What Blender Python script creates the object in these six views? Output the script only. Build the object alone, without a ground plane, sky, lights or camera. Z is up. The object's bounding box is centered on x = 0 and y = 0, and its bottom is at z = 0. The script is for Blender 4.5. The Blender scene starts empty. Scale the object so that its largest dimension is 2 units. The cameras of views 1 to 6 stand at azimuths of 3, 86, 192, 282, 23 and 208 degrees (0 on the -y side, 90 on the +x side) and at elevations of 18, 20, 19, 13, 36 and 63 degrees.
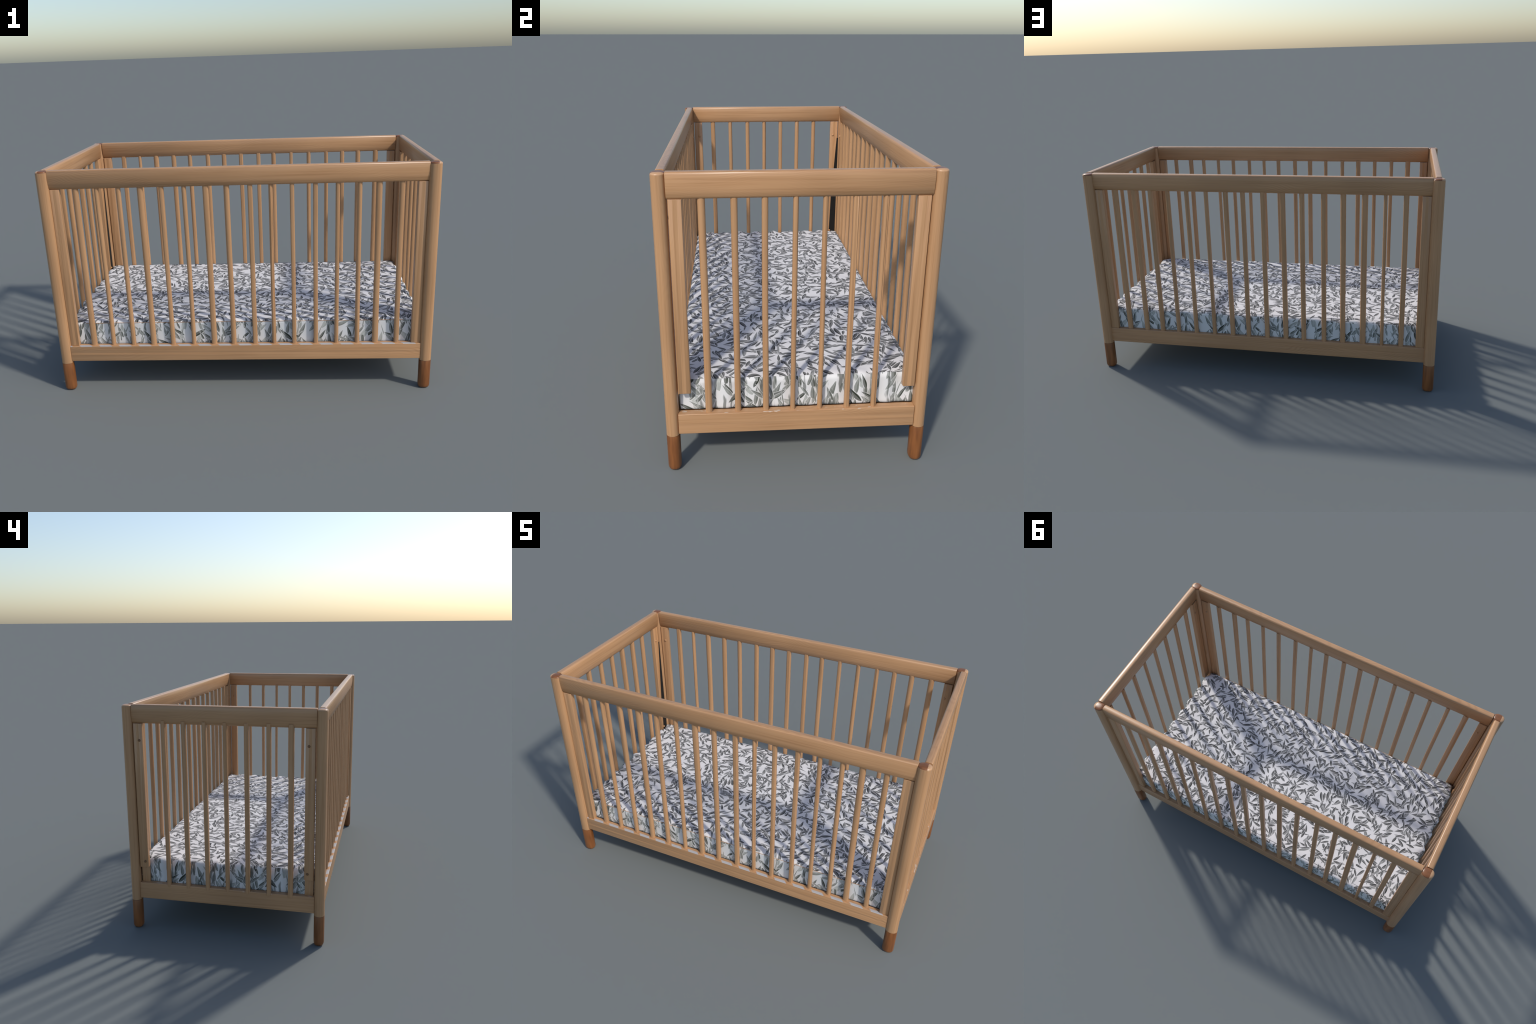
# Wooden baby crib with four slatted sides, leather-brown feet and a leaf-print mattress.
import bpy, math, random
from mathutils import Vector, noise

random.seed(7)
X, Y, Z = 0, 1, 2

# ------------------------------------------------------------------ sizes (metres)
POST_X, POST_Y = 0.969, 0.495            # post centres
POST_RX, POST_RY = 0.031, 0.0270         # half widths of the post section
POST_TOP, FOOT_TOP = 1.2122, 0.162
RAIL_END_X, RAIL_END_Y = 0.9405, 0.4695  # where rails butt against the posts
TOP_Z0, TOP_Z1 = 1.127, 1.2225            # top rail
LOW_Z0, LOW_Z1 = 0.1735, 0.2625            # bottom rail
MAT_X, MAT_Y, MAT_Z0, MAT_Z1 = 0.949, 0.474, 0.247, 0.393
MAT_OX, MAT_OY = 0.002, 0.0035           # the mattress lies a little off centre
# each panel: distance of its plane from the middle of the crib
FRONT, BACK, RIGHT, LEFT = 0.486, 0.4862, 0.975, 0.971
SLATS_FRONT = [-.811, -.704, -.594, -.484, -.377, -.263, -.154, -.049,
               .067, .169, .276, .390, .500, .608, .704, .815]
SLATS_BACK = [-.810, -.703, -.596, -.483, -.376, -.259, -.153, -.043,
              .069, .167, .279, .392, .504, .607, .707, .818]
WIDE_FRONT = [.033, .025, .025, .031, .025, .024, .031, .028, .026, .022, .023, .024, .022, .025, .032, .027]
WIDE_BACK = [.029, .020, .034, .031, .028, .029, .030, .027, .026, .029, .022, .026, .025, .028, .031, .033]
SLATS_RIGHT = [-.349, -.235, -.126, -.017, .089, .197, .305]
SLATS_LEFT = [-.347, -.235, -.124, -.016, .091, .198, .306]
WIDE_RIGHT = [.028, .025, .024, .021, .020, .022, .022]
WIDE_LEFT = [.028, .024, .026, .024, .024, .026, .025]


# ------------------------------------------------------------------ node helpers
class Graph:
    def __init__(self, name):
        self.mat = bpy.data.materials.new(name)
        self.mat.use_nodes = True
        self.t = self.mat.node_tree
        self.t.nodes.clear()
        self.out = self.t.nodes.new("ShaderNodeOutputMaterial")
        self.bsdf = self.t.nodes.new("ShaderNodeBsdfPrincipled")
        self.t.links.new(self.bsdf.outputs[0], self.out.inputs[0])

    def put(self, sock, v):
        if isinstance(v, bpy.types.NodeSocket):
            self.t.links.new(v, sock)
        elif v is not None:
            sock.default_value = v

    def math(self, op, a, b=None, c=None, clamp=False):
        n = self.t.nodes.new("ShaderNodeMath")
        n.operation = op
        n.use_clamp = clamp
        for i, v in enumerate((a, b, c)):
            self.put(n.inputs[i], v)
        return n.outputs[0]

    def vmath(self, op, a, b=None):
        n = self.t.nodes.new("ShaderNodeVectorMath")
        n.operation = op
        self.put(n.inputs[0], a)
        if b is not None:
            self.put(n.inputs[3 if op == 'SCALE' else 1], b)
        return n.outputs[0]

    def split(self, v):
        n = self.t.nodes.new("ShaderNodeSeparateXYZ")
        self.put(n.inputs[0], v)
        return n.outputs

    def join(self, x, y, z):
        n = self.t.nodes.new("ShaderNodeCombineXYZ")
        for i, v in enumerate((x, y, z)):
            self.put(n.inputs[i], v)
        return n.outputs[0]

    def noise(self, vec, scale, detail=2.0, rough=0.5, color=False):
        n = self.t.nodes.new("ShaderNodeTexNoise")
        self.put(n.inputs["Vector"], vec)
        n.inputs["Scale"].default_value = scale
        n.inputs["Detail"].default_value = detail
        n.inputs["Roughness"].default_value = rough
        return n.outputs["Color" if color else "Fac"]

    def ramp(self, fac, stops):
        n = self.t.nodes.new("ShaderNodeValToRGB")
        el = n.color_ramp.elements
        while len(el) < len(stops):
            el.new(0.5)
        for e, (p, c) in zip(el, stops):
            e.position = p
            e.color = (*c, 1)
        self.put(n.inputs[0], fac)
        return n.outputs[0]

    def maprange(self, v, a, b, c=0.0, d=1.0, smooth=True):
        n = self.t.nodes.new("ShaderNodeMapRange")
        if smooth:
            n.interpolation_type = 'SMOOTHSTEP'
        for i, s in enumerate((v, a, b, c, d)):
            self.put(n.inputs[i], s)
        return n.outputs[0]

    def mix(self, fac, a, b, mode='MIX'):
        n = self.t.nodes.new("ShaderNodeMix")
        n.data_type = 'RGBA'
        n.blend_type = mode
        self.put(n.inputs[0], fac)
        self.put(n.inputs[6], a if isinstance(a, bpy.types.NodeSocket) else (*a, 1))
        self.put(n.inputs[7], b if isinstance(b, bpy.types.NodeSocket) else (*b, 1))
        return n.outputs[2]

    def coords(self):
        return self.t.nodes.new("ShaderNodeTexCoord").outputs["Object"]

    def bump(self, height, strength, dist):
        n = self.t.nodes.new("ShaderNodeBump")
        n.inputs["Strength"].default_value = strength
        n.inputs["Distance"].default_value = dist
        self.put(n.inputs["Height"], height)
        self.t.links.new(n.outputs[0], self.bsdf.inputs["Normal"])


# ------------------------------------------------------------------ materials
WOOD_LIGHT = (0.535, 0.312, 0.164)
WOOD_MID = (0.478, 0.266, 0.130)
WOOD_DARK = (0.318, 0.160, 0.070)


def wood_colour(g, axis, figure=1.0):
    """Beech-like wood: long fibres along `axis`, wavy figure lines across it."""
    rnd = g.t.nodes.new("ShaderNodeObjectInfo").outputs["Random"]
    p = g.coords()
    p = g.vmath('ADD', p, g.join(g.math('MULTIPLY', rnd, 3.1), g.math('MULTIPLY', rnd, 1.7),
                                 g.math('MULTIPLY', rnd, 2.3)))
    fib, fine, low = [140.0] * 3, [320.0] * 3, [9.0] * 3
    fib[axis], fine[axis], low[axis] = 2.2, 7.0, 0.9
    a = g.noise(g.vmath('MULTIPLY', p, tuple(fib)), 1.0, 3)
    b = g.noise(g.vmath('MULTIPLY', p, tuple(fine)), 1.0, 2)
    l = g.noise(g.vmath('MULTIPLY', p, tuple(low)), 1.0, 2)
    # growth rings: bands in the cross direction bent by a slow noise
    s = g.split(p)
    cross = s[Z] if axis != Z else g.math('ADD', s[X], s[Y])
    bend = [7.0] * 3
    bend[axis] = 2.6
    w = g.noise(g.vmath('MULTIPLY', p, tuple(bend)), 1.0, 1)
    ph = g.math('ADD', g.math('MULTIPLY', cross, 150.0 * 6.283), g.math('MULTIPLY', w, 20.0 * 6.283))
    rings = g.math('MULTIPLY_ADD', g.math('SINE', ph), 0.5, 0.5)
    rings = g.math('POWER', rings, 2.2)
    rings = g.math('MULTIPLY', rings, g.maprange(l, 0.35, 0.65, 0.15, 1.0))
    f = g.math('MULTIPLY_ADD', a, 0.75, g.math('MULTIPLY', b, 0.25))
    col = g.ramp(f, [(0.30, WOOD_DARK), (0.47, WOOD_MID), (0.66, WOOD_LIGHT)])
    col = g.mix(0.45, col, WOOD_MID)
    dark = g.mix(0.36 * figure, col, WOOD_DARK)
    col = g.mix(rings, col, dark)
    tone = g.maprange(g.noise(p, 2.3, 1), 0.3, 0.7, 0.94, 1.05)
    tint = g.mix(1.0, col, g.join(tone, tone, tone), 'MULTIPLY')
    return tint, f


def wood(name, axis, figure=1.0, worn=None):
    g = Graph(name)
    col, f = wood_colour(g, axis, figure)
    if worn:
        col = worn(g, col)
    g.put(g.bsdf.inputs["Base Color"], col)
    g.bsdf.inputs["Roughness"].default_value = 0.32
    g.bsdf.inputs["Specular IOR Level"].default_value = 0.5
    g.bump(f, 0.10, 0.001)
    return g.mat


def pale_patches(g, col):
    """Whitish worn fields on the upper edge of the front bottom rail, between the slats."""
    s = g.split(g.coords())
    up = g.maprange(s[Z], LOW_Z1 - 0.0042, LOW_Z1 - 0.0022)
    sk = g.math('ADD', s[X], g.math('MULTIPLY', g.math('ADD', s[Y], POST_Y), 0.9))
    ph = g.math('PINGPONG', g.math('DIVIDE', g.math('ADD', sk, 0.756 + 1.083), 0.1083), 0.5)
    gap = g.maprange(ph, 0.285, 0.315, 1.0, 0.0)
    gap = g.math('MULTIPLY', gap, g.maprange(s[Y], -POST_Y - 0.001, -POST_Y + 0.002, 1.0, 0.0))
    return g.mix(g.math('MULTIPLY', g.math('MULTIPLY', up, gap), 0.92), col, (0.43, 0.43, 0.44))


def pale_flecks(g, col):
    """Small chipped white flecks on the upper edge of an end rail."""
    p = g.coords()
    s = g.split(p)
    up = g.maprange(s[Z], LOW_Z1 - 0.0052, LOW_Z1 - 0.0030)
    n = g.noise(g.vmath('MULTIPLY', p, (60.0, 22.0, 60.0)), 1.0, 2)
    m = g.math('MULTIPLY', up, g.maprange(n, 0.65, 0.68))
    return g.mix(m, col, (0.54, 0.42, 0.32))


LEATHER = (0.170, 0.060, 0.018)
LEATHER_HI = (0.285, 0.106, 0.032)


def leather(name, cap=False):
    g = Graph(name)
    p = g.coords()
    n = g.noise(g.vmath('MULTIPLY', p, (60.0, 60.0, 7.0)), 1.0, 3)
    col = g.ramp(n, [(0.35, (0.190, 0.074, 0.027) if cap else LEATHER), (0.7, (0.260, 0.102, 0.038) if cap else LEATHER_HI)])
    if cap:   # the outermost sliver of each cap is bare wood
        s = g.split(p)
        edge = g.math('MULTIPLY_ADD', g.noise(p, 90.0, 1), 0.004, 0.980)
        m = g.math('GREATER_THAN', g.math('ABSOLUTE', s[X]), edge)
        col = g.mix(m, col, WOOD_LIGHT)
    else:     # scratched pale lines down the corners
        v = g.noise(g.vmath('MULTIPLY', p, (260.0, 260.0, 3.0)), 1.0, 2)
        brk = g.noise(g.vmath('MULTIPLY', p, (40.0, 40.0, 60.0)), 1.0, 2)
        m = g.math('MULTIPLY', g.maprange(v, 0.73, 0.77), g.maprange(brk, 0.45, 0.55))
        col = g.mix(g.math('MULTIPLY', m, 0.6), col, (0.45, 0.30, 0.18))
    g.put(g.bsdf.inputs["Base Color"], col)
    g.bsdf.inputs["Roughness"].default_value = 0.34
    return g.mat


def plain(name, col, rough=0.6):
    g = Graph(name)
    n = g.noise(g.coords(), 120.0, 2)
    c2 = tuple(min(1, v * 1.15) for v in col)
    g.put(g.bsdf.inputs["Base Color"], g.ramp(n, [(0.3, col), (0.7, c2)]))
    g.bsdf.inputs["Roughness"].default_value = rough
    return g.mat


def leaf_layer(g, uv, cell, seed, length, width, spread, flow_of):
    """One scatter of printed leaves: a Voronoi cell each, a lens shape in every cell.
    Returns mask, per-leaf random, across-leaf coordinate."""
    q = g.vmath('ADD', g.vmath('SCALE', uv, 1.0 / cell), (seed * 7.31, seed * 3.77, 0.0))
    vo = g.t.nodes.new("ShaderNodeTexVoronoi")
    vo.voronoi_dimensions = '2D'
    vo.inputs["Scale"].default_value = 1.0
    vo.inputs["Randomness"].default_value = 0.85
    g.put(vo.inputs["Vector"], q)
    rc = g.split(vo.outputs["Color"])
    d = g.split(g.vmath('SUBTRACT', q, vo.outputs["Position"]))
    home = g.vmath('SCALE', g.vmath('SUBTRACT', vo.outputs["Position"], (seed * 7.31, seed * 3.77, 0.0)), cell)
    ang = g.math('ADD', g.math('MULTIPLY', g.math('SUBTRACT', rc[0], 0.5), spread), flow_of(home))
    c, s = g.math('COSINE', ang), g.math('SINE', ang)
    u = g.math('ADD', g.math('MULTIPLY', d[0], c), g.math('MULTIPLY', d[1], s))
    v = g.math('SUBTRACT', g.math('MULTIPLY', d[1], c), g.math('MULTIPLY', d[0], s))
    L, W = length / cell, width / cell
    size = g.math('MULTIPLY_ADD', rc[2], 0.50, 0.68)
    un = g.math('DIVIDE', u, g.math('MULTIPLY', size, L))
    curve = g.math('MULTIPLY', g.math('SUBTRACT', rc[2], 0.5), 0.4 * W)
    vn = g.math('SUBTRACT', v, g.math('MULTIPLY', curve, g.math('MULTIPLY', un, un)))
    vn = g.math('DIVIDE', vn, g.math('MULTIPLY', size, W))
    # fat near the base, drawn out to a point, thin stalk behind
    prof = g.math('SUBTRACT', 1.0, g.math('MULTIPLY', un, un), clamp=True)
    prof = g.math('MULTIPLY', prof, g.math('MULTIPLY_ADD', un, -0.55, 1.0))
    m = g.maprange(g.math('SUBTRACT', prof, g.math('ABSOLUTE', vn)), -0.02, 0.16)
    halo = g.maprange(g.math('SUBTRACT', prof, g.math('ABSOLUTE', vn)), -0.34, -0.12)
    halo = g.math('MULTIPLY', halo, g.math('LESS_THAN', g.math('ABSOLUTE', un), 1.0))
    return m, halo, rc, vn


def leaf_print(name, axes, sheets, ground, scale_flow, turn, bias, warp, streaks=0.0):
    g = Graph(name)
    p = g.coords()
    s = g.split(p)
    flat = g.join(s[axes[0]], s[axes[1]], 0.0)
    wob = g.vmath('SUBTRACT', g.noise(flat, 14.0, 1, color=True), (0.5, 0.5, 0.5))
    uv = g.vmath('ADD', flat, g.vmath('SCALE', wob, warp))

    def flow(at):     # the direction the leaves of a neighbourhood lean to
        return g.math('MULTIPLY_ADD', g.math('SUBTRACT', g.noise(at, scale_flow, 1), 0.5), turn, bias)

    wash = g.noise(flat, 60.0, 3)
    col = g.mix(g.maprange(g.noise(flat, 5.0, 2), 0.35, 0.7), ground, tuple(v * 0.95 for v in ground))
    for i, (cell, length, width, spread, dark, lite, amount) in enumerate(sheets):
        m, halo, rc, vn = leaf_layer(g, uv, cell, i + 1.37, length, width, spread, flow)
        tone = g.mix(rc[1], dark, lite)
        # watercolour: one half of the blade paler, vein left nearly bare
        half = g.maprange(vn, -0.6, 0.8, 0.0, 0.42)
        tone = g.mix(half, tone, g.mix(0.45, lite, ground))
        tone = g.mix(g.maprange(wash, 0.35, 0.7, 0.0, 0.30), tone, dark)
        vein = g.maprange(g.math('ABSOLUTE', vn), 0.03, 0.10, 0.30, 0.0)
        tone = g.mix(vein, tone, ground)
        keep = g.math('LESS_THAN', rc[2], amount)
        # a rim of bare cloth keeps overlapping leaves apart
        col = g.mix(g.math('MULTIPLY', g.math('MULTIPLY', halo, keep), 0.75), col, ground)
        col = g.mix(g.math('MULTIPLY', m, keep), col, tone)
    if streaks:   # long wet brush strokes running down the gathered cloth
        n = g.noise(g.vmath('MULTIPLY', uv, (48.0, 9.0, 1.0)), 1.0, 2)
        col = g.mix(g.math('MULTIPLY', g.maprange(n, 0.55, 0.66), streaks), col, (0.10, 0.11, 0.095))
    g.put(g.bsdf.inputs["Base Color"], col)
    g.bsdf.inputs["Roughness"].default_value = 0.85
    g.bsdf.inputs["Specular IOR Level"].default_value = 0.2
    g.bump(g.noise(p, 900.0, 1), 0.12, 0.001)
    return g.mat


WOOD = {a: wood("beech_along_" + "xyz"[a], a, 0.45 if a == Z else 1.0) for a in (X, Y, Z)}
WOOD_SLAT = wood("beech_slat", Z, 0.35)
WOOD_FRONT_RAIL = wood("beech_worn_rail", X, 1.0, pale_patches)
WOOD_END_RAIL = wood("beech_flecked_rail", Y, 1.0, pale_flecks)
LEATHER_FOOT, LEATHER_CAP = leather("brown_foot"), leather("brown_cap", True)
BLACK = plain("dull_black", (0.004, 0.004, 0.004), 0.95)
DARK_BOLT = plain("dark_brown_bolt", (0.17, 0.085, 0.036), 0.5)
TAN = plain("tan_piping", (0.50, 0.28, 0.14))
GREY = plain("dark_grey_line", (0.10, 0.11, 0.13))

SHEET = (0.755, 0.735, 0.725)
DARK, MID, LITE = (0.034, 0.035, 0.034), (0.105, 0.107, 0.103), (0.27, 0.275, 0.265)
TOP_PRINT = leaf_print("leaf_print_top", (X, Y), [
    (0.078, 0.0460, 0.0100, 1.7, MID, LITE, 0.92),
    (0.072, 0.0430, 0.0088, 1.7, DARK, LITE, 0.92),
    (0.068, 0.0410, 0.0090, 1.7, DARK, MID, 0.90),
    (0.084, 0.0510, 0.0058, 2.2, DARK, LITE, 0.90),
    (0.066, 0.0400, 0.0084, 1.7, DARK, MID, 0.90),
    (0.056, 0.0320, 0.0074, 2.2, DARK, MID, 0.80),
], SHEET, 4.5, 15.0, 0.6, 0.003)
GDARK, GMID, GLITE = (0.030, 0.038, 0.026), (0.125, 0.135, 0.118), (0.33, 0.345, 0.32)
SIDE_SHEET = (0.72, 0.725, 0.72)
SIDE_LEAVES = [
    (0.088, 0.056, 0.0130, 1.6, GLITE, (0.50, 0.52, 0.49), 0.95),
    (0.078, 0.048, 0.0100, 1.6, GMID, GLITE, 0.9),
    (0.070, 0.044, 0.0085, 1.6, GMID, GLITE, 0.9),
    (0.084, 0.050, 0.0100, 1.9, GDARK, GMID, 0.75),
    (0.062, 0.038, 0.0070, 1.9, GDARK, GLITE, 0.8),
    (0.074, 0.050, 0.0030, 1.2, GMID, GLITE, 0.9),
]
SIDE_PRINT = leaf_print("leaf_print_side", (X, Z), SIDE_LEAVES, SIDE_SHEET, 7.0, 3.5, 1.57, 0.005)
END_PRINT = leaf_print("leaf_print_end", (Y, Z), SIDE_LEAVES, (0.74, 0.735, 0.73), 7.0, 2.0, 1.57, 0.012, 0.75)


# ------------------------------------------------------------------ mesh helpers
def finish(name, verts, faces, mat, parent=None, smooth_angle=40, mats=None, face_mats=None):
    me = bpy.data.meshes.new(name)
    me.from_pydata(verts, [], faces)
    for m in (mats or [mat]):
        me.materials.append(m)
    if face_mats:
        me.polygons.foreach_set("material_index", face_mats)
    me.polygons.foreach_set("use_smooth", [True] * len(me.polygons))
    me.update()
    me.set_sharp_from_angle(angle=math.radians(smooth_angle))
    ob = bpy.data.objects.new(name, me)
    bpy.context.scene.collection.objects.link(ob)
    ob.parent = parent
    return ob


def superellipse(rx, ry, power, n=28):
    out = []
    for i in range(n):
        t = 2 * math.pi * (i + 0.5) / n
        c, s = math.cos(t), math.sin(t)
        out.append((rx * math.copysign(abs(c) ** (2 / power), c),
                    ry * math.copysign(abs(s) ** (2 / power), s)))
    return out


def rounded_plank(half_t, half_h, r_top, bulge, n_side=8, n_round=5):
    """Section of a rail: thickness along u, height along v, convex faces, rounded edges."""
    pts = []
    def face_u(v):
        return half_t + bulge * (1 - (v / half_h) ** 2)
    hv = half_h - r_top
    right = [(face_u(-hv + 2 * hv * i / n_side), -hv + 2 * hv * i / n_side) for i in range(n_side + 1)]
    pts += right
    for i in range(1, n_round + 1):
        a = math.pi / 2 * i / (n_round + 1)
        pts.append((face_u(hv) - r_top + r_top * math.cos(a), hv + r_top * math.sin(a)))
    pts.append((face_u(hv) - r_top, half_h))
    pts.append((-(face_u(hv) - r_top), half_h))
    for i in range(n_round, 0, -1):
        a = math.pi / 2 * i / (n_round + 1)
        pts.append((-(face_u(hv) - r_top + r_top * math.cos(a)), hv + r_top * math.sin(a)))
    pts += [(-u, v) for u, v in reversed(right)]
    for i in range(1, n_round + 1):
        a = math.pi / 2 * i / (n_round + 1)
        pts.append((-(face_u(hv) - r_top + r_top * math.cos(a)), -hv - r_top * math.sin(a)))
    # lower side mirrors the upper one
    pts.append((-(face_u(hv) - r_top), -half_h))
    pts.append((face_u(hv) - r_top, -half_h))
    for i in range(n_round, 0, -1):
        a = math.pi / 2 * i / (n_round + 1)
        pts.append((face_u(hv) - r_top + r_top * math.cos(a), -hv - r_top * math.sin(a)))
    return pts


def crowned_rail(h):
    """Top rail: fullest in its upper third, easing inwards below, softly rounded edges."""
    half = [(0.0075, -h), (0.0138, -h + 0.0080), (0.0172, -0.30 * h), (0.0186, 0.10 * h), (0.0186, 0.40 * h),
            (0.0176, h - 0.0085), (0.0160, h - 0.0040), (0.0130, h - 0.0012), (0.0095, h)]
    return half + [(-u, v) for u, v in reversed(half)]


def shrink(section, d):
    out = []
    for u, v in section:
        l = math.hypot(u, v) or 1
        k = max(0.0, (l - d) / l)
        out.append((u * k, v * k))
    return out


def loft(name, axis, rings, centre, mat, parent, smooth_angle=40):
    """rings: list of (position along axis, section, offset_u, offset_v)."""
    verts, faces = [], []
    n = len(rings[0][1])
    for pos, sec, du, dv in rings:
        for u, v in sec:
            if axis == X:
                verts.append((pos, centre[1] + u + du, centre[2] + v + dv))
            elif axis == Y:
                verts.append((centre[0] - u + du, pos, centre[2] + v + dv))
            else:
                verts.append((centre[0] + u + du, centre[1] + v + dv, pos))
    for k in range(len(rings) - 1):
        for i in range(n):
            j = (i + 1) % n
            faces.append((k * n + i, k * n + j, (k + 1) * n + j, (k + 1) * n + i))
    faces.append(tuple(range(n - 1, -1, -1)))
    faces.append(tuple((len(rings) - 1) * n + i for i in range(n)))
    return finish(name, verts, faces, mat, parent, smooth_angle)


def bar(name, axis, a, b, section, centre, mat, parent, chamfer=0.0012, wander=0.0, steps=1, seed=0):
    rings = [(a, shrink(section, chamfer), 0, 0)]
    for k in range(steps + 1):
        t = k / steps
        pos = a + chamfer + (b - a - 2 * chamfer) * t
        du = wander * noise.noise((seed * 3.1, t * 1.7, 0.3))
        dv = wander * noise.noise((seed * 5.3, t * 1.7, 7.9))
        rings.append((pos, section, du, dv))
    rings[0] = (a, shrink(section, chamfer), rings[1][2], rings[1][3])
    rings.append((b, shrink(section, chamfer), rings[-1][2], rings[-1][3]))
    return loft(name, axis, rings, centre, mat, parent)


def slat_section(wide, deep, seed, along):
    """Roughly round slat; some are squarer, some carry a lengthwise groove."""
    r = random.Random(seed)
    pw = r.choice([2.0, 2.2, 2.6, 3.4])
    pts = superellipse(wide * 0.485, deep / 2, pw, 32)
    if r.random() < 0.45:
        g = r.choice([1, -1]) * r.uniform(0.15, 0.45) * wide
        side = r.choice([1, -1])
        depth = r.uniform(0.0015, 0.004)
        new = []
        for u, v in pts:
            if v * side > 0:
                v -= side * depth * math.exp(-((u - g) / 0.0022) ** 2)
            new.append((u, v))
        pts = new
    if along == Y:
        pts = [(-v, u) for u, v in pts]
    return pts


# ------------------------------------------------------------------ crib
crib = bpy.data.objects.new("baby_crib", None)
bpy.context.scene.collection.objects.link(crib)
crib["label"] = "light beech wooden baby crib with slatted sides and brown feet"
crib["category"] = "crib"

# posts, each with a brown foot and a domed brown cap
for sx in (-1, 1):
    for sy in (-1, 1):
        c = (sx * POST_X, sy * POST_Y, 0)
        sec = superellipse(POST_RX, POST_RY, 2.25, 40)
        post = bar("post", Z, FOOT_TOP + 0.0008, POST_TOP, sec, c, WOOD[Z], crib, 0.0010)
        fsec = superellipse(POST_RX, POST_RY, 2.4, 40)
        loft("foot", Z, [(0.0, shrink(fsec, 0.0085), 0, 0), (0.003, shrink(fsec, 0.0045), 0, 0),
                         (0.010, shrink(fsec, 0.0012), 0, 0), (0.018, fsec, 0, 0),
                         (FOOT_TOP - 0.002, fsec, 0, 0), (FOOT_TOP, shrink(fsec, 0.001), 0, 0)],
             c, LEATHER_FOOT, post)
        dome = []
        for k in range(9):
            a = math.pi / 2 * k / 8
            dome.append((POST_TOP + 0.0004 + 0.0092 * math.sin(a), [(u * max(0.02, math.cos(a) ** 0.6), v * max(0.02, math.cos(a) ** 0.6))
                                                     for u, v in shrink(sec, 0.0003)], 0, 0))
        loft("post_cap", Z, dome, c, LEATHER_CAP, post, 60)

# rails
top_sec = crowned_rail((TOP_Z1 - TOP_Z0) / 2)
low_sec = rounded_plank(0.0165, (LOW_Z1 - LOW_Z0) / 2, 0.0030, 0.0008)
tz, lz = (TOP_Z0 + TOP_Z1) / 2, (LOW_Z0 + LOW_Z1) / 2
for y, mat in ((-FRONT - 0.005, WOOD_FRONT_RAIL), (BACK + 0.0022, WOOD[X])):
    bar("top_rail", X, -RAIL_END_X, RAIL_END_X, top_sec, (0, y, tz), WOOD[X], crib)
    bar("bottom_rail", X, -RAIL_END_X, RAIL_END_X, low_sec, (0, y - 0.002, lz), mat, crib)
for x, drop in ((RIGHT + 0.0038, 0.0015), (-LEFT + 0.002, -0.001)):
    bar("top_rail", Y, -RAIL_END_Y, RAIL_END_Y, top_sec, (x, 0, tz), WOOD[Y], crib)
    bar("bottom_rail", Y, -RAIL_END_Y, RAIL_END_Y, low_sec, (x, 0, lz - drop), WOOD_END_RAIL, crib)

# slats
seed = 0
for y, places, widths in ((-FRONT, SLATS_FRONT, WIDE_FRONT), (BACK, SLATS_BACK, WIDE_BACK)):
    for x, w in zip(places, widths):
        seed += 1
        bar("slat", Z, LOW_Z1 - 0.004, TOP_Z0 + 0.006, slat_section(w, 0.024, seed, X),
            (x, y, 0), WOOD_SLAT, crib, 0.0005, 0.002, 6, seed)
for y, w in zip(SLATS_RIGHT, WIDE_RIGHT):
    seed += 1
    bar("slat", Z, LOW_Z1 - 0.010, TOP_Z0 + 0.006, slat_section(w, 0.024, seed, Y),
        (RIGHT, y, 0), WOOD_SLAT, crib, 0.0005, 0.002, 6, seed)
for y, w in zip(SLATS_LEFT, WIDE_LEFT):   # this end's slats are lapped onto the outer faces of the rails
    seed += 1
    bar("slat", Z, LOW_Z1 - 0.010, TOP_Z0 + 0.016, slat_section(w, 0.028, seed, Y),
        (-LEFT - 0.0050, y, 0), WOOD_SLAT, crib, 0.0005, 0.0015, 6, seed)

# stiles beside the posts, with bolts
long_sec = rounded_plank(0.0130, 0.0240, 0.0035, 0.0008)


def bolt(pos, axis, sign, parent, mat):
    r = 0.0066
    prof = [(0.0, 1.0), (0.0022, 1.0), (0.0042, 0.86), (0.0056, 0.60), (0.0063, 0.25)]
    verts, faces, n = [], [], 18
    for d, k in prof:
        for i in range(n):
            a = 2 * math.pi * i / n * sign
            p = [0, 0, 0]
            p[axis] = sign * d
            p[1 - axis] = (1 if axis == Y else -1) * -r * k * math.cos(a)
            p[Z] = r * k * math.sin(a)
            verts.append(tuple(p))
    for k in range(len(prof) - 1):
        for i in range(n):
            j = (i + 1) % n
            faces.append((k * n + i, k * n + j, (k + 1) * n + j, (k + 1) * n + i))
    faces.append(tuple((len(prof) - 1) * n + i for i in range(n)))
    ob = finish("bolt", verts, faces, mat, parent, 60)
    ob.location = pos
    return ob


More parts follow.
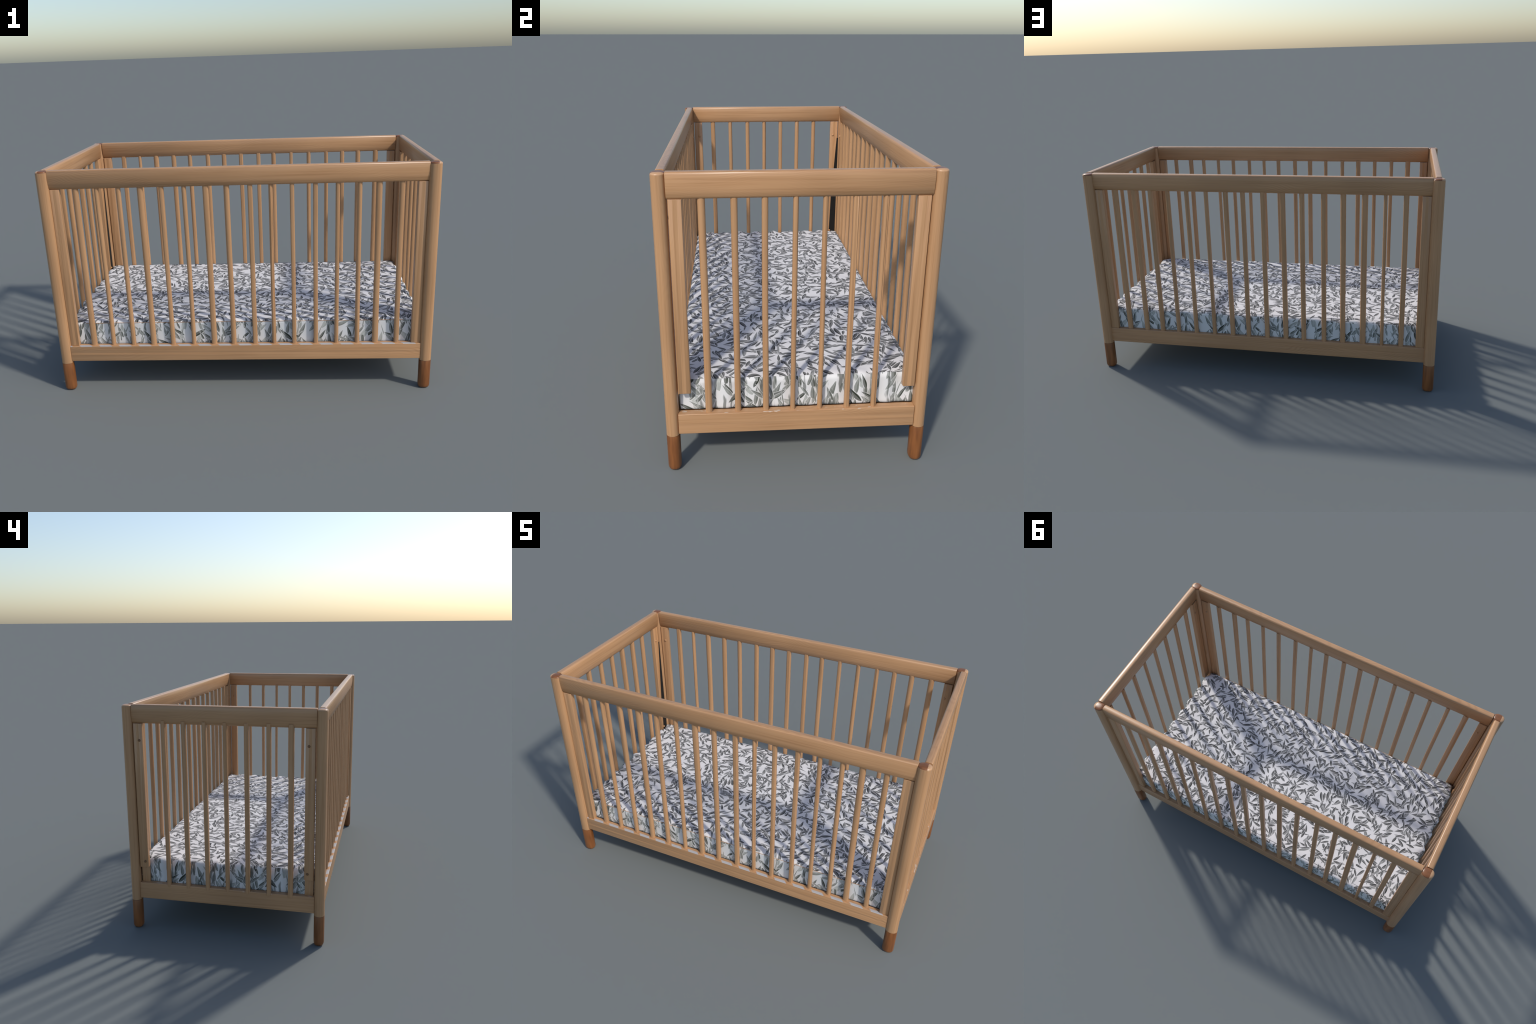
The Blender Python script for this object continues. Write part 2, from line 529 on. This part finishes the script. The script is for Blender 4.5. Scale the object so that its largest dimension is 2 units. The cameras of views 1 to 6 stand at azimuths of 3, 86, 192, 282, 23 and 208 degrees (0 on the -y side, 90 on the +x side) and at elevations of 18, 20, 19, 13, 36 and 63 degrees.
for sx in (-1, 1):
    for sy in (-1, 1):
        sec = [(v, u) for u, v in long_sec]
        sec.reverse()
        py = FRONT + 0.003 if sy < 0 else BACK
        px = RIGHT + 0.002 if sx > 0 else LEFT
        st = bar("stile", Z, LOW_Z1 + 0.0005, TOP_Z0 - 0.0012, sec, (sx * 0.9145, sy * py, 0), WOOD[Z], crib)
        bolt((sx * 0.907, sy * (py - 0.0135), 1.038), Y, -sy, st, WOOD_SLAT)
        end_z = 0.352
        st = bar("stile", Z, end_z, TOP_Z0 - 0.0012, list(long_sec), (sx * px, sy * 0.4405, 0), WOOD[Z], crib)
        for z in (1.040, 0.386):
            if z > 1 or sx < 0:
                bolt((sx * (px - 0.0135), sy * 0.433, z), X, -sx, st, WOOD_SLAT)
            if sx < 0:
                bolt((sx * (px + 0.0135), sy * 0.433, z), X, sx, st, DARK_BOLT)
        if sx < 0:   # recessed block under the shorter stile
            blk = rounded_plank(0.006, 0.0225, 0.0015, 0.0)
            bar("stile_block", Z, LOW_Z1 + 0.0005, end_z + 0.012, blk, (-LEFT + 0.012, sy * 0.4405, 0), WOOD[Z], st)

# thin black wedge plate beside the back left stile, widening downwards
wedge_x0, wedge_x1 = -0.9578, -0.9560
gv = []
for z, y0 in ((0.30, 0.4275), (0.62, 0.4350), (1.02, 0.4605)):
    for x in (wedge_x0, wedge_x1):
        gv += [(x, y0, z), (x, 0.4690, z)]
gf = []
for k in (0, 4):
    gf += [(k, k + 1, k + 5, k + 4), (k + 2, k + 6, k + 7, k + 3), (k, k + 4, k + 6, k + 2), (k + 1, k + 3, k + 7, k + 5)]
gf += [(0, 2, 3, 1), (8, 9, 11, 10)]
finish("black_wedge", gv, gf, BLACK, crib)

# support board under the mattress
bar("mattress_support", X, -0.955, 0.955, rounded_plank(0.476, 0.008, 0.002, 0.0), (0, 0, 0.2375), WOOD[X], crib)


# ------------------------------------------------------------------ mattress
def mattress():
    hx, hy = MAT_X, MAT_Y
    hz, cz = (MAT_Z1 - MAT_Z0) / 2, (MAT_Z1 + MAT_Z0) / 2
    rx, ry, rz = 0.034, 0.010, 0.020
    nx, ny, nz = 236, 118, 20
    index, verts, faces, fm = {}, [], [], []

    def vert(i, j, k):
        key = (i, j, k)
        if key in index:
            return index[key]
        p = [hx * (2 * i / nx - 1), hy * (2 * j / ny - 1), hz * (2 * k / nz - 1)]
        q = [max(-hx + rx, min(hx - rx, p[0])), max(-hy + ry, min(hy - ry, p[1])),
             max(-hz + rz, min(hz - rz, p[2]))]
        d = [(p[0] - q[0]) / rx, (p[1] - q[1]) / ry, (p[2] - q[2]) / rz]
        l = math.sqrt(d[0] ** 2 + d[1] ** 2 + d[2] ** 2)
        if l > 1e-9:
            p = [q[0] + rx * d[0] / l, q[1] + ry * d[1] / l, q[2] + rz * d[2] / l]
        x, y, z = p
        up = max(0.0, min(1.0, (z + hz) / (2 * hz)))
        end = max(0.0, (abs(x) - hx + 0.06) / 0.06)
        # pillowy ends: one soft bulge per gap between slats, gathered folds between
        lobe = math.cos(2 * math.pi * (y + 0.072) / 0.1085)
        fold = noise.noise((y * 34, z * 7, 3 if x > 0 else 9))
        x += math.copysign(1, x) * end * (0.0060 * lobe + 0.0065 * fold) * (0.35 + 0.65 * up)
        x += math.copysign(1, x) * end * 0.006 * (1 - up)
        z += end * 0.006 * (lobe * 0.7 + fold) * up
        # top: soft dents and short ripples
        if up > 0.9:
            z += 0.0035 * noise.noise((x * 5, y * 5, 0.5)) + 0.0022 * noise.noise((x * 21, y * 21, 4.2))
            z -= 0.006 * max(0.0, (abs(y) - hy + 0.05) / 0.05) ** 2
        else:
            y += math.copysign(1, y) * 0.0015 * noise.noise((x * 16, z * 6, 2.2)) * (abs(y) > hy - 0.02)
        index[key] = len(verts)
        verts.append((x + MAT_OX, y + MAT_OY, z + cz))
        return index[key]

    def quad(a, b, c, d, m):
        faces.append((a, b, c, d))
        fm.append(m)

    for i in range(nx):
        for j in range(ny):
            quad(vert(i, j, nz), vert(i + 1, j, nz), vert(i + 1, j + 1, nz), vert(i, j + 1, nz), 0)
            quad(vert(i, j, 0), vert(i, j + 1, 0), vert(i + 1, j + 1, 0), vert(i + 1, j, 0), 0)
    for i in range(nx):
        for k in range(nz):
            quad(vert(i, 0, k), vert(i + 1, 0, k), vert(i + 1, 0, k + 1), vert(i, 0, k + 1), 1)
            quad(vert(i, ny, k), vert(i, ny, k + 1), vert(i + 1, ny, k + 1), vert(i + 1, ny, k), 1)
    for j in range(ny):
        for k in range(nz):
            quad(vert(0, j, k), vert(0, j, k + 1), vert(0, j + 1, k + 1), vert(0, j + 1, k), 2)
            quad(vert(nx, j, k), vert(nx, j + 1, k), vert(nx, j + 1, k + 1), vert(nx, j, k + 1), 2)
    return finish("mattress", verts, faces, None, None, 70, [TOP_PRINT, SIDE_PRINT, END_PRINT], fm)


bed = mattress()
bed["label"] = "crib mattress in a white sheet printed with grey leaves"
bed["category"] = "mattress"


def cord(name, pts, r, mat):
    rings = []
    sec = superellipse(r, r, 2.0, 8)
    for x, y, z in pts:
        rings.append((x, sec, y, z))
    return loft(name, X, rings, (0, 0, 0), mat, bed, 60)


cord("piping", [(x * 0.05, MAT_OY - MAT_Y - 0.0002, 0.3812 + 0.0006 * math.sin(x * 1.7)) for x in range(-17, 18)], 0.0011, TAN)
cord("thin_dark_line", [(x * 0.04 - 0.1, MAT_Y + MAT_OY - 0.020 + 0.001 * math.sin(x), MAT_Z1 - 0.0016) for x in range(-15, 25)], 0.0012, GREY)
cord("thin_dark_line", [(-0.655 + 0.0075 * i, -0.033 + 0.0003 * i, MAT_Z1 + 0.0016) for i in range(12)], 0.0016, BLACK)
